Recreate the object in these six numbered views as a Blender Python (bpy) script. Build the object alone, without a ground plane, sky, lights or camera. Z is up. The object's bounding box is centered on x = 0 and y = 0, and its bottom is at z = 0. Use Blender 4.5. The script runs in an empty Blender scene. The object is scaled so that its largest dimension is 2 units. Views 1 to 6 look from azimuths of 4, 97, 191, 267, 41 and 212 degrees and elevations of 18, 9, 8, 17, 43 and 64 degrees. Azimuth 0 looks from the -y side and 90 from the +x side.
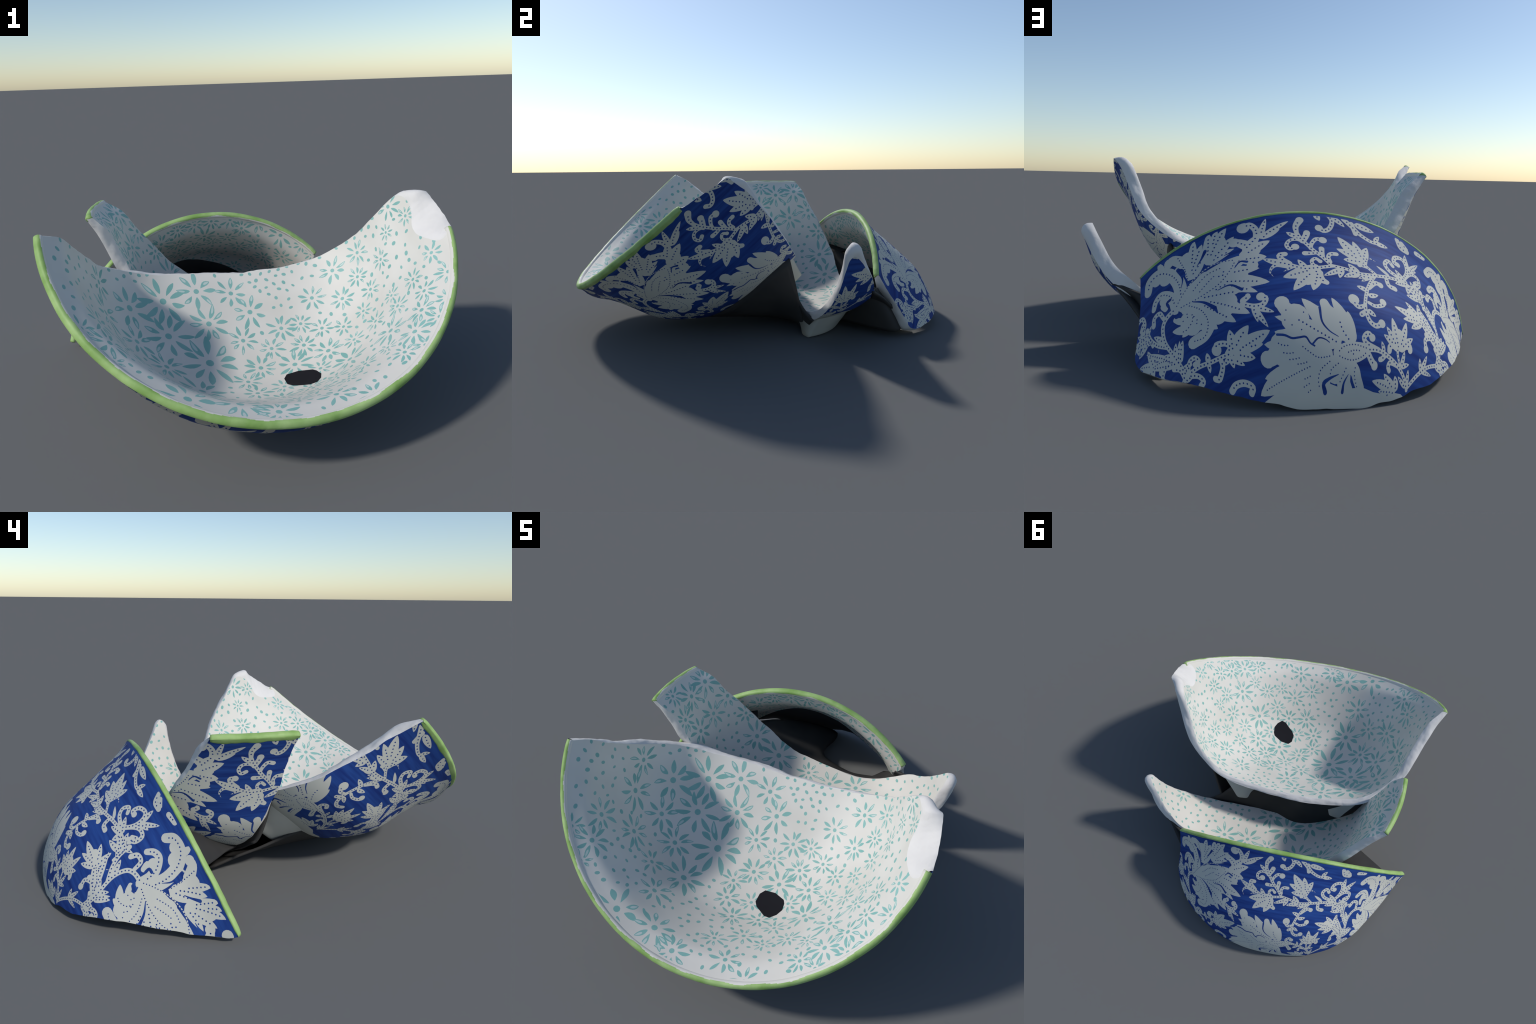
# Broken printed ceramic bowl: three shards of one bowl of revolution, each laid in its own pose.
import bpy, math, random
import numpy as np
from mathutils import Vector, Matrix, noise
from mathutils.geometry import delaunay_2d_cdt

random.seed(7)
rng = np.random.default_rng(7)

# ------------------------------------------------------------------ bowl profile (radius, height under the rim)
INSIDE = [(0, -.6555), (.2, -.6365), (.351, -.6116), (.4608, -.5674), (.5513, -.4912), (.6142, -.4022),
          (.6525, -.2891), (.6893, -.1847), (.7275, -.0836), (.770, -.033), (.793, -.008)]
OUTSIDE = [(0, -.707), (.206, -.688), (.364, -.662), (.488, -.612), (.589, -.527), (.661, -.425),
           (.702, -.306), (.738, -.202), (.773, -.105), (.802, -.048), (.822, -.012)]
FOOT = [(.430, -.615), (.398, -.660), (.365, -.704), (.339, -.741), (.324, -.7495), (.300, -.7505), (.276, -.7485),
        (.266, -.738), (.256, -.712), (.240, -.690), (.215, -.680)]
LIP = [(.7905, -.0125), (.7925, -.003), (.798, .003), (.806, .0055), (.814, .0025), (.8205, -.004), (.8235, -.0115)]
BAND_DROP = {"front": .020, "middle": .024, "back": .008}     # how far the green glaze runs down the outside
# pose of each shard: centre of the rim circle and direction of the bowl's axis
POSE = {"front": ((.1116, -.3606, .8042), (.2455, -.6279, .7386)),
        "middle": ((.1164, .1158, .7508), (.0053, .0017, 1.0)),
        "back": ((-.1395, .2514, -.1720), (.3216, -.8841, .3389))}
PRINT_PHASE = {"front": 24.8, "middle": 29.5, "back": 25.7}


def spline(points, n=14):
    q = np.array(points, float)
    q = np.vstack([2 * q[0] - q[1], q, 2 * q[-1] - q[-2]])
    out = []
    for i in range(1, len(q) - 2):
        t = np.linspace(0, 1, n, endpoint=False)[:, None]
        a, b, c, d = q[i - 1:i + 3]
        out.append(.5 * (2 * b + (c - a) * t + (2 * a - 5 * b + 4 * c - d) * t ** 2 + (3 * b - 3 * c + d - a) * t ** 3))
    return np.vstack(out + [q[-2:-1]])


def lengths(p):
    return np.r_[0, np.cumsum(np.linalg.norm(np.diff(p, axis=0), axis=1))]


class Skin:
    """one face of the wall as a surface of revolution; t runs 0 (centre) .. 1 (rim) along the profile"""

    def __init__(self, profile):
        self.p = spline(profile)
        s = lengths(self.p)
        self.len = s[-1]
        self.t = s / s[-1]

    def rz(self, t):
        return np.interp(t, self.t, self.p[:, 0]), np.interp(t, self.t, self.p[:, 1])


SKIN_IN, SKIN_OUT = Skin(INSIDE), Skin(OUTSIDE)


def lump(x, y, z):
    """slow unevenness of the hand-shaped wall"""
    v = Vector((x, y, z))
    return .0022 * noise.noise(v * 4.5) + .0011 * noise.noise(v * 11 + Vector((9, 2, 5)))


def ramp(t, a, b):
    x = np.clip((t - a) / (b - a), 0, 1)
    return x * x * (3 - 2 * x)


def uneven(skin, name, t, a):
    """where a shard's wall is thinner or fuller than the common profile (metres, outward)"""
    hump = lambda c, w: np.exp(-((t - c) / w) ** 2)
    if name == "front" and skin is SKIN_OUT:
        d = np.abs((np.degrees(a) + 92 + 180) % 360 - 180)
        return -.019 * ramp(t, .74, .50) + .036 * hump(.92, .06) * ramp(t, .99, .955) * ramp(d, 60, 8)
    if name == "middle" and skin is SKIN_OUT:
        return -.012 * ramp(t, .62, .40)
    if name == "back":
        if skin is SKIN_IN:
            return -.012 * ramp(t, 1.0, .88)
        return -.009 * ramp(t, .80, .52)
    return 0 * t


def surf(skin, uv, name=None):
    """chart (t cos a, t sin a) -> points in the bowl's frame and smooth normals pointing off the wall"""
    uv = np.asarray(uv, float)
    t = np.clip(np.hypot(uv[:, 0], uv[:, 1]), 1e-6, 1)
    ca, sa = uv[:, 0] / t, uv[:, 1] / t
    r, z = skin.rz(t)
    e = .012
    r1, z1 = skin.rz(np.clip(t + e, 0, 1))
    r0, z0 = skin.rz(np.clip(t - e, 0, 1))
    r0 = np.where(t < e, -r0, r0)
    dr, dz = r1 - r0, z1 - z0
    n = np.hypot(dr, dz)
    nr, nz = dz / n, -dr / n                      # to the outside
    if skin is SKIN_IN:
        nr, nz = -nr, -nz
    P = np.stack([r * ca, r * sa, z], 1)
    N = np.stack([nr * ca, nr * sa, nz], 1)
    d = np.array([lump(*q) for q in P]) * np.clip((1 - t) * 12, 0, 1)
    sgn = -1 if skin is SKIN_IN else 1
    out = uneven(skin, name, t, np.arctan2(sa, ca))
    P = P + N * (sgn * (d + out))[:, None]
    return P, N


def chart(polar):
    a = np.radians([p[0] for p in polar])
    t = np.array([p[1] for p in polar])
    return np.stack([t * np.cos(a), t * np.sin(a)], 1)


def resample(p, step=None, count=None):
    s = lengths(p)
    n = count or max(2, int(round(s[-1] / step)) + 1)
    q = np.linspace(0, s[-1], n)
    return np.stack([np.interp(q, s, p[:, k]) for k in range(p.shape[1])], 1)


# ------------------------------------------------------------------ how the bowl broke: edges as (angle, t) on each face
BREAK_IN = {
    "front": [(-164, 1), (-165.7, .935), (-166.4, .85), (-168.2, .749), (-170.3, .65), (-173.6, .55), (-176, .48),
              (-178.3, .419), (179.1, .336), (172, .239), (158.5, .15), (114, .08), (69, .086), (52, .127), (33.8, .213),
              (28.2, .309), (25.6, .411), (24.6, .53), (24.3, .64), (24.3, .72), (24.4, .84), (23, .885), (19.5, .903),
              (15, .897), (10.5, .878), (6.4, .886), (2.8, .92), (.4, .958), (.6, .982), (2.0, 1)],
    "middle": [(-158.7, 1), (-159.2, .94), (-161, .88), (-161.9, .80), (-162.3, .70), (-163, .63), (-167, .55),
               (-170.3, .44), (-174.2, .347), (179, .236), (166, .149), (104, .075), (50, .149), (39.9, .236), (35.1, .33),
               (33.9, .423), (33.5, .535), (33.5, .615), (33.8, .71), (34.6, .757), (36, .776), (37.6, .768), (40.9, .725),
               (45.9, .665), (51.6, .613), (57.4, .573), (63, .515), (72.9, .43), (84.7, .381), (100, .372), (116.6, .39),
               (127, .415), (132.3, .432), (143.4, .511), (148.6, .575), (153.7, .632), (158.4, .70), (163, .768),
               (168.3, .85), (173, .95), (176.7, 1)],
    "back": [(47.2, 1), (45.8, .97), (44.6, .885), (42, .84), (38.1, .792), (35.2, .752), (36.6, .70), (41, .645),
             (48, .575), (57, .53), (68, .513), (81, .535), (95, .566), (107, .60), (118, .60), (128, .59), (140, .60),
             (148, .66), (154, .73), (160, .80), (164, .855), (168, .92), (171, 1)],
}
BREAK_OUT = {
    "front": [(-164.2, 1), (-165.3, .925), (-166.6, .872), (-167, .817), (-168.3, .769), (-171.5, .67), (-174, .578),
              (-178.1, .478), (178, .40), (172.5, .265), (160, .175), (114, .092), (69, .095), (49, .14), (34, .225),
              (28.5, .33), (25, .455), (23.4, .563), (23, .646), (23.1, .724), (22.7, .80), (22.4, .86), (20.9, .928),
              (20, .962), (18, .970), (15.9, .973), (12.9, .979), (8.9, .988), (4.6, 1)],
    "middle": [(-159.2, 1), (-160.1, .945), (-160.6, .89), (-161.3, .845), (-161.5, .80), (-162.4, .76), (-163.8, .722),
               (-165.2, .678), (-167, .623), (-168.4, .565), (-171, .47), (-175, .37), (178, .25), (160, .16), (104, .10),
               (52, .16), (38, .26), (33, .36), (31.5, .45), (31.3, .548), (31.4, .617), (31.8, .668), (32.6, .709),
               (33.2, .738), (34.8, .752), (37, .742), (40.6, .71), (45.5, .668), (50.9, .606), (59, .528), (64, .49),
               (72.9, .44), (84.7, .39), (100, .38), (116.6, .395), (128, .415), (140, .47), (150, .56), (157, .66),
               (160.5, .73), (164.3, .79), (167.6, .835), (170.8, .89), (173.7, .945), (176.4, 1)],
    "back": [(47.6, 1), (46, .96), (43.9, .912), (40.9, .855), (37.5, .805), (35, .764), (36.4, .711), (40.5, .658),
             (46.3, .594), (49.3, .567), (54.7, .518), (63.2, .456), (70, .415), (77, .388), (84, .364), (95.3, .354),
             (109.2, .355), (116, .367), (120.3, .388), (127.1, .413), (133.6, .463), (140, .506), (145.7, .572),
             (148.9, .620), (154, .694), (157.3, .737), (160.4, .779), (163.4, .828), (165.8, .864), (168, .909),
             (170.5, .965), (171.2, 1)],
}
RIM_SPAN = {"front": (4.0, -164.1), "middle": (176.5, 201.0), "back": (171.1, 47.4)}


def break_curve(polar, seed, n):
    """the broken edge: a smooth run through the measured points, roughened like snapped clay"""
    c = resample(spline(chart(polar), 10), count=n)
    d = np.gradient(c, axis=0)
    d /= np.linalg.norm(d, axis=1)[:, None] + 1e-12
    s = lengths(c)
    k = np.array([.0030 * noise.noise(Vector((q * 9, seed, 0))) + .0016 * noise.noise(Vector((q * 38, seed, 4))) for q in s])
    k *= np.clip(np.minimum(s, s[-1] - s) * 25, 0, 1)
    return c + np.stack([-d[:, 1], d[:, 0]], 1) * k[:, None]


def rim_arc(span, n):
    a = np.radians(np.linspace(span[0], span[1], n))
    return np.stack([np.cos(a), np.sin(a)], 1)

HOLE = [(-62.4, .463), (-65.1, .482), (-66.1, .525), (-64.8, .552), (-62.6, .573), (-59.9, .604), (-57.3, .615),
        (-54.3, .598), (-52.0, .572), (-51.3, .535), (-51.7, .515), (-56.5, .476)]


# ------------------------------------------------------------------ frames, objects, meshes
def pose_matrix(name):
    o, n = (Vector(v) for v in POSE[name])
    n.normalize()
    x = Vector((1, 0, 0)) - n * n.x
    x.normalize()
    y = n.cross(x)
    return Matrix(((x.x, y.x, n.x, o.x), (x.y, y.y, n.y, o.y), (x.z, y.z, n.z, o.z), (0, 0, 0, 1)))


def make_object(name, verts, faces, mats, parent=None, matrix=None, index=None, normals=None, smooth=True):
    me = bpy.data.meshes.new(name)
    me.from_pydata([tuple(v) for v in verts], [], [tuple(f) for f in faces])
    for m in mats:
        me.materials.append(m)
    if index is not None:
        me.polygons.foreach_set("material_index", np.asarray(index, np.int32))
    if smooth:
        me.polygons.foreach_set("use_smooth", np.ones(len(me.polygons), bool))
    me.update()
    if normals is not None:
        me.normals_split_custom_set_from_vertices([tuple(n) for n in normals])
    ob = bpy.data.objects.new(name, me)
    bpy.context.scene.collection.objects.link(ob)
    if parent:
        ob.parent = parent
    if matrix is not None:
        ob.matrix_local = matrix
    return ob


def tube(rows, close_row=True, caps=True):
    """quads between successive rows of points"""
    n, m = len(rows), len(rows[0])
    V = np.concatenate(rows)
    F = []
    for i in range(n - 1):
        for j in range(m if close_row else m - 1):
            k = (j + 1) % m
            F.append((i * m + j, i * m + k, (i + 1) * m + k, (i + 1) * m + j))
    if caps and close_row:
        F.append(tuple(range(m - 1, -1, -1)))
        F.append(tuple((n - 1) * m + j for j in range(m)))
    return V, F


def hexgrid(step):
    out = []
    j = 0
    y = -1.0
    while y < 1:
        x = -1.0 + (step / 2 if j % 2 else 0)
        while x < 1:
            if x * x + y * y < .985:
                out.append((x, y))
            x += step
        y += step * .866
        j += 1
    return np.array(out)


def inside_poly(p, poly):
    x, y = p[:, 0], p[:, 1]
    c = np.zeros(len(p), bool)
    a, b = poly, np.roll(poly, -1, 0)
    for (x0, y0), (x1, y1) in zip(a, b):
        m = (y0 > y) != (y1 > y)
        if m.any():
            c[m] ^= x[m] < (x1 - x0) * (y[m] - y0) / (y1 - y0) + x0
    return c


def ccw(p):
    x, y = p[:, 0], p[:, 1]
    return p if (x * np.roll(y, -1) - y * np.roll(x, -1)).sum() > 0 else p[::-1]


def paint(points, motifs, cell=.02):
    """for every point the set of kinds of painted outline that contain it"""
    buckets = {}
    for n, (i, j) in enumerate(np.floor(points / cell).astype(int).tolist()):
        buckets.setdefault((i, j), []).append(n)
    kinds = [set() for _ in points]
    for kind, poly in motifs:
        lo, hi = np.floor(poly.min(0) / cell).astype(int), np.floor(poly.max(0) / cell).astype(int)
        near = [n for i in range(lo[0], hi[0] + 1) for j in range(lo[1], hi[1] + 1) for n in buckets.get((i, j), ())]
        if near:
            near = np.array(near)
            for n in near[inside_poly(points[near], poly)]:
                kinds[n].add(kind)
    return kinds


def skin_mesh(skin, name, loop, motifs, classify, step=.021):
    """triangulate one face of a shard so that every painted outline is a real edge;
    motifs: list of (kind, polygon in the chart); classify: set of kinds -> material slot"""
    loop = ccw(loop)
    grid = hexgrid(step)
    grid = grid[inside_poly(grid, loop)]
    if motifs:
        owner = np.repeat(np.arange(len(motifs)), [len(m[1]) for m in motifs])
        hits = inside_poly(np.concatenate([m[1] for m in motifs]), loop)
        keep = [motifs[i] for i in np.unique(owner[hits])]
    else:
        keep = []
    verts = [tuple(p) for p in loop]
    edges = [(k, (k + 1) % len(loop)) for k in range(len(loop))]
    for kind, poly in keep:
        k, n = len(verts), len(poly)
        verts += [tuple(p) for p in poly]
        edges += [(k + q, k + (q + 1) % n) for q in range(n)]
    verts += [tuple(p) for p in grid]
    v, e, f, ov, oe, of = delaunay_2d_cdt([Vector(p) for p in verts], edges, [], 0, 1e-6)
    xy = np.array([(p.x, p.y) for p in v])
    tri = np.array(f)
    mid = xy[tri].mean(1)
    ok = inside_poly(mid, loop)
    tri, mid = tri[ok], mid[ok]
    kinds = paint(mid, keep)
    F = tri.tolist()
    idx = [classify(k) for k in kinds]
    used = sorted({i for t in F for i in t})
    remap = {o: n for n, o in enumerate(used)}
    uv = xy[used]
    F = [tuple(remap[i] for i in t) for t in F]
    P, N = surf(skin, uv, name)
    # orient every face along the skin's own normal
    tri = np.array(F)
    fn = np.cross(P[tri[:, 1]] - P[tri[:, 0]], P[tri[:, 2]] - P[tri[:, 0]])
    flip = (fn * N[tri[:, 0]]).sum(1) < 0
    tri[flip] = tri[flip][:, ::-1]
    return P, tri.tolist(), idx, N


LANDMARKS = {"front": ([11, 21], [11, 22]), "middle": ([11, 20, 29], [14, 24, 34]), "back": ([5, 12], [5, 15])}


def paired_edges(name, step=.009):
    """inner and outer broken edge, sampled so that landmarks of the two fall together"""
    li, lo = LANDMARKS[name]
    bi, bo = BREAK_IN[name], BREAK_OUT[name]
    ci, co = spline(chart(bi), 10), spline(chart(bo), 10)
    ki = [0] + [10 * k for k in li] + [len(ci) - 1]
    ko = [0] + [10 * k for k in lo] + [len(co) - 1]
    A, B = [], []
    for a0, a1, b0, b1 in zip(ki, ki[1:], ko, ko[1:]):
        p, q = ci[a0:a1 + 1], co[b0:b1 + 1]
        n = max(3, int(lengths(p)[-1] / step))
        A.append(resample(p, count=n + 1)[:-1])
        B.append(resample(q, count=n + 1)[:-1])
    A = np.vstack(A + [ci[-1:]])
    B = np.vstack(B + [co[-1:]])
    return roughen(A, len(name)), roughen(B, len(name) + 3.3)


def roughen(c, seed):
    d = np.gradient(c, axis=0)
    d /= np.linalg.norm(d, axis=1)[:, None] + 1e-12
    s = lengths(c)
    k = np.array([.0030 * noise.noise(Vector((q * 9, seed, 0))) + .0016 * noise.noise(Vector((q * 38, seed, 4))) for q in s])
    k *= np.clip(np.minimum(s, s[-1] - s) * 25, 0, 1)
    return c + np.stack([-d[:, 1], d[:, 0]], 1) * k[:, None]


def build_shard(name, root, M, motifs_in, motifs_out):
    pose = pose_matrix(name)
    ei, eo = paired_edges(name)
    arc = rim_arc(RIM_SPAN[name], 160 if name != "middle" else 36)
    span_in = (math.degrees(math.atan2(ei[-1][1], ei[-1][0])), math.degrees(math.atan2(ei[0][1], ei[0][0])))
    def fit(end, start, like):
        a, b = end, start
        while a - like[0] > 180: a -= 360
        while a - like[0] < -180: a += 360
        while b - like[1] > 180: b -= 360
        while b - like[1] < -180: b += 360
        return a, b
    loops = []
    for e in (ei, eo):
        a = fit(math.degrees(math.atan2(e[-1][1], e[-1][0])), math.degrees(math.atan2(e[0][1], e[0][0])), RIM_SPAN[name])
        r = rim_arc(a, len(arc))[1:-1]
        loops.append(np.vstack([e, r]))
    # outside, the shard's main body
    P, F, idx, N = skin_mesh(SKIN_OUT, name, loops[1], motifs_out, lambda k: 0 if "dot" in k or not k else 1)
    shard = make_object("bowl_shard", P, F, [M["blue"], M["print"]], root, pose, idx, N)
    # inside
    def cls(k):
        if "chip" in k:
            return 3
        if "hole" in k:
            return 4
        if "gap" in k:
            return 2
        return 1 if "petal" in k else 0
    P, F, idx, N = skin_mesh(SKIN_IN, name, loops[0], motifs_in, cls)
    make_object("glazed_inside", P, F, [M["white"], M["teal"], M["pale"], M["clay"], M["hole"]], shard, None, idx, N)
    # broken edge: a rough rounded wall between the two faces
    Pi, _ = surf(SKIN_IN, ei, name)
    Po, _ = surf(SKIN_OUT, eo, name)
    run = np.gradient(Pi + Po, axis=0)
    run /= np.linalg.norm(run, axis=1)[:, None] + 1e-12
    th = Po - Pi
    w = np.linalg.norm(th, axis=1)
    out = np.cross(run, th / w[:, None])
    inner = surf(SKIN_IN, ei * .97 + .03 * chart([(sum(RIM_SPAN[name]) / 2, .6)]))[0]
    if ((inner - Pi) * out).sum() > 0:
        out = -out
    rows = []
    s = lengths(Pi)
    swell = 0 * s
    if name in SWELL:
        frac, extra, width = SWELL[name]
        at = Pi[np.argmin(np.linalg.norm(ei - chart([frac]), axis=1))]
        swell = extra * np.exp(-(np.linalg.norm(Pi - at, axis=1) / width) ** 2)
    for k, f in enumerate((0, .06, .18, .34, .5, .66, .82, .94, 1)):
        b = (1 - abs(2 * f - 1) ** 2.6) * (.0062 * np.clip(w / .05, .5, 1.2) + swell)
        rough = np.array([.0035 * noise.noise(Vector((q * 14, f * 3, len(name)))) + .0015 * noise.noise(Vector((q * 45, f * 6, 1))) for q in s])
        rows.append(Pi + th * f + out * (b + (rough if 0 < f < 1 else 0))[:, None])
    V, F = tube(rows, close_row=False)
    ang = np.degrees(np.arctan2(ei[:, 1], ei[:, 0]))
    under = [1 if name == "back" and 52 < ang[min(f) % len(ei)] < 146 else 0 for f in F]  # lower clay wall painted dark for the deep shade inside the back shard
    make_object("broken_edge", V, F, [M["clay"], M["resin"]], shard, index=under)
    # rim band
    lip = spline(LIP, 4)
    a0, a1 = RIM_SPAN[name]
    angles = np.radians(np.linspace(a0, a1, max(24, int(abs(a0 - a1) * 1.6))))
    rows = []
    down = np.linspace(0, 1, 7)[1:]
    for i, a in enumerate(angles):
        v = Vector((math.cos(a) * 7, math.sin(a) * 7, len(name)))
        end = min(1, min(i, len(angles) - 1 - i) / 3)
        drop = BAND_DROP[name] * (1 + .30 * noise.noise(v * 1.3) + .22 * noise.noise(v * 3.3)) * (.6 + .4 * end)
        t = 1 - drop * down / SKIN_OUT.len
        Q, N = surf(SKIN_OUT, np.stack([t * math.cos(a), t * math.sin(a)], 1), name)
        Q = Q + N * (.0016 * (1 - down ** 4) - .0006 * down ** 4)[:, None]
        dz = .0020 * noise.noise(v * .8 + Vector((3, 3, 3))) + .0010 * noise.noise(v * 3.0)
        dr = .0018 * noise.noise(v * .9 + Vector((8, 1, 3)))
        k = .55 + .45 * end
        L = np.stack([(.806 + (lip[:, 0] - .806) + dr * k) * math.cos(a), (lip[:, 0] + dr * k) * math.sin(a), lip[:, 1] * 1 + dz * k - .004 * (1 - end)], 1)
        rows.append(np.vstack([L, Q, Q[-1:] - N[-1:] * .006, L[:1] * np.array([1.006, 1.006, 1.3])]))
    V, F = tube(rows)
    m = len(rows[0])
    paint_from = [7.5 + 4.0 * noise.noise(Vector((math.cos(a) * 9, math.sin(a) * 9, 2))) for a in angles]
    idx = [1 if len(f) == 4 and min(q % m for q in f) < paint_from[min(f) // m] and max(q % m for q in f) < m - 2 else 0 for f in F]
    make_object("rim_band", V, F, [M["green"], M["white"]], shard, index=idx)
    # foot ring
    if name in FOOT_SPAN:
        sec = spline(FOOT, 4)
        rows = []
        for a in np.radians(np.linspace(*FOOT_SPAN[name], 90)):
            v = Vector((math.cos(a) * 2, math.sin(a) * 2, 1))
            k = 1 + .01 * noise.noise(v)
            rows.append(np.stack([sec[:, 0] * k * math.cos(a), sec[:, 0] * k * math.sin(a), sec[:, 1]], 1))
        V, F = tube(rows)
        make_object("foot_ring", V, F, [M["cream"]], shard)
    return shard


SWELL = {"front": ((22.5, .89), .026, .07), "middle": ((36, .776), .020, .06)}   # rounded tips
FOOT_SPAN = {"front": (25, -181), "middle": (36, 170)}


def world(name, skin, polar):
    P, _ = surf(skin, chart(polar), name)
    m = np.array(pose_matrix(name))
    return P @ m[:3, :3].T + m[:3, 3]


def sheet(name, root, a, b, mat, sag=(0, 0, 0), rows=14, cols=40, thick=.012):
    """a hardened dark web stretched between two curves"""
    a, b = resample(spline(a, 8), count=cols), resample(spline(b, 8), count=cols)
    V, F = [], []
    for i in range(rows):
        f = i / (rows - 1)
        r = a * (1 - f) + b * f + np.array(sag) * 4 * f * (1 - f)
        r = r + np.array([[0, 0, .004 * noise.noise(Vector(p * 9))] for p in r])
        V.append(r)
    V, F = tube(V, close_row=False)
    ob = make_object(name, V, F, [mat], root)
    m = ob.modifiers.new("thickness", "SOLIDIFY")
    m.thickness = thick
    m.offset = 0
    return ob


# ------------------------------------------------------------------ materials
def material(name, base, rough=.35, vary=None, scale=6, bump=0, bump_scale=40, coat=0, stretch=None, shine=.22):
    m = bpy.data.materials.new(name)
    m.use_nodes = True
    nt = m.node_tree
    b = nt.nodes["Principled BSDF"]
    b.inputs["Roughness"].default_value = rough
    b.inputs["Specular IOR Level"].default_value = shine
    b.inputs["Coat Weight"].default_value = coat
    b.inputs["Coat Roughness"].default_value = .12
    tc = nt.nodes.new("ShaderNodeTexCoord")
    mp = nt.nodes.new("ShaderNodeMapping")
    if stretch:
        mp.inputs["Scale"].default_value = stretch
    nt.links.new(tc.outputs["Object"], mp.inputs["Vector"])
    ns = nt.nodes.new("ShaderNodeTexNoise")
    ns.inputs["Scale"].default_value = scale
    ns.inputs["Detail"].default_value = 4
    nt.links.new(mp.outputs["Vector"], ns.inputs["Vector"])
    cr = nt.nodes.new("ShaderNodeValToRGB")
    cr.color_ramp.elements[0].position = .32
    cr.color_ramp.elements[1].position = .68
    cr.color_ramp.elements[0].color = (*base, 1)
    cr.color_ramp.elements[1].color = (*(vary or base), 1)
    nt.links.new(ns.outputs["Fac"], cr.inputs["Fac"])
    nt.links.new(cr.outputs["Color"], b.inputs["Base Color"])
    if bump:
        n2 = nt.nodes.new("ShaderNodeTexNoise")
        n2.inputs["Scale"].default_value = bump_scale
        n2.inputs["Detail"].default_value = 5
        nt.links.new(tc.outputs["Object"], n2.inputs["Vector"])
        bp = nt.nodes.new("ShaderNodeBump")
        bp.inputs["Strength"].default_value = bump
        bp.inputs["Distance"].default_value = .01
        nt.links.new(n2.outputs["Fac"], bp.inputs["Height"])
        nt.links.new(bp.outputs["Normal"], b.inputs["Normal"])
    return m


M = {
    "white": material("white_glaze", (.57, .55, .50), .5, (.64, .62, .575), 3, .08, 9, .0),
    "teal": material("teal_paint", (.175, .375, .345), .5, (.235, .43, .40), 8, 0),
    "pale": material("pale_teal_paint", (.42, .53, .50), .5, (.50, .57, .54), 8, 0),
    "clay": material("broken_clay", (.66, .64, .62), .75, (.60, .58, .56), 6, .25, 30),
    "blue": material("cobalt_glaze", (.011, .031, .165), .62, (.022, .068, .265), 1.6, .03, 12, .0, (3, 3, 42), .10),
    "print": material("printed_white", (.49, .50, .465), .62, (.55, .545, .49), 4, .03, 12, 0, None, .10),
    "green": material("green_rim_glaze", (.19, .33, .085), .5, (.35, .50, .20), 9, .2, 25, 0),
    "cream": material("bare_foot", (.52, .51, .46), .6, (.46, .46, .42), 7, .1, 30),
    "resin": material("dark_resin", (.030, .030, .031), .7, (.045, .043, .041), 5, .1, 25),  # grey filler darkened to near-black to carry the scan's baked occlusion
    "hole": material("hole_floor", (.013, .013, .016), .8, (.015, .015, .018), 5, 0, 40, 0, None, .05),
}


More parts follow.
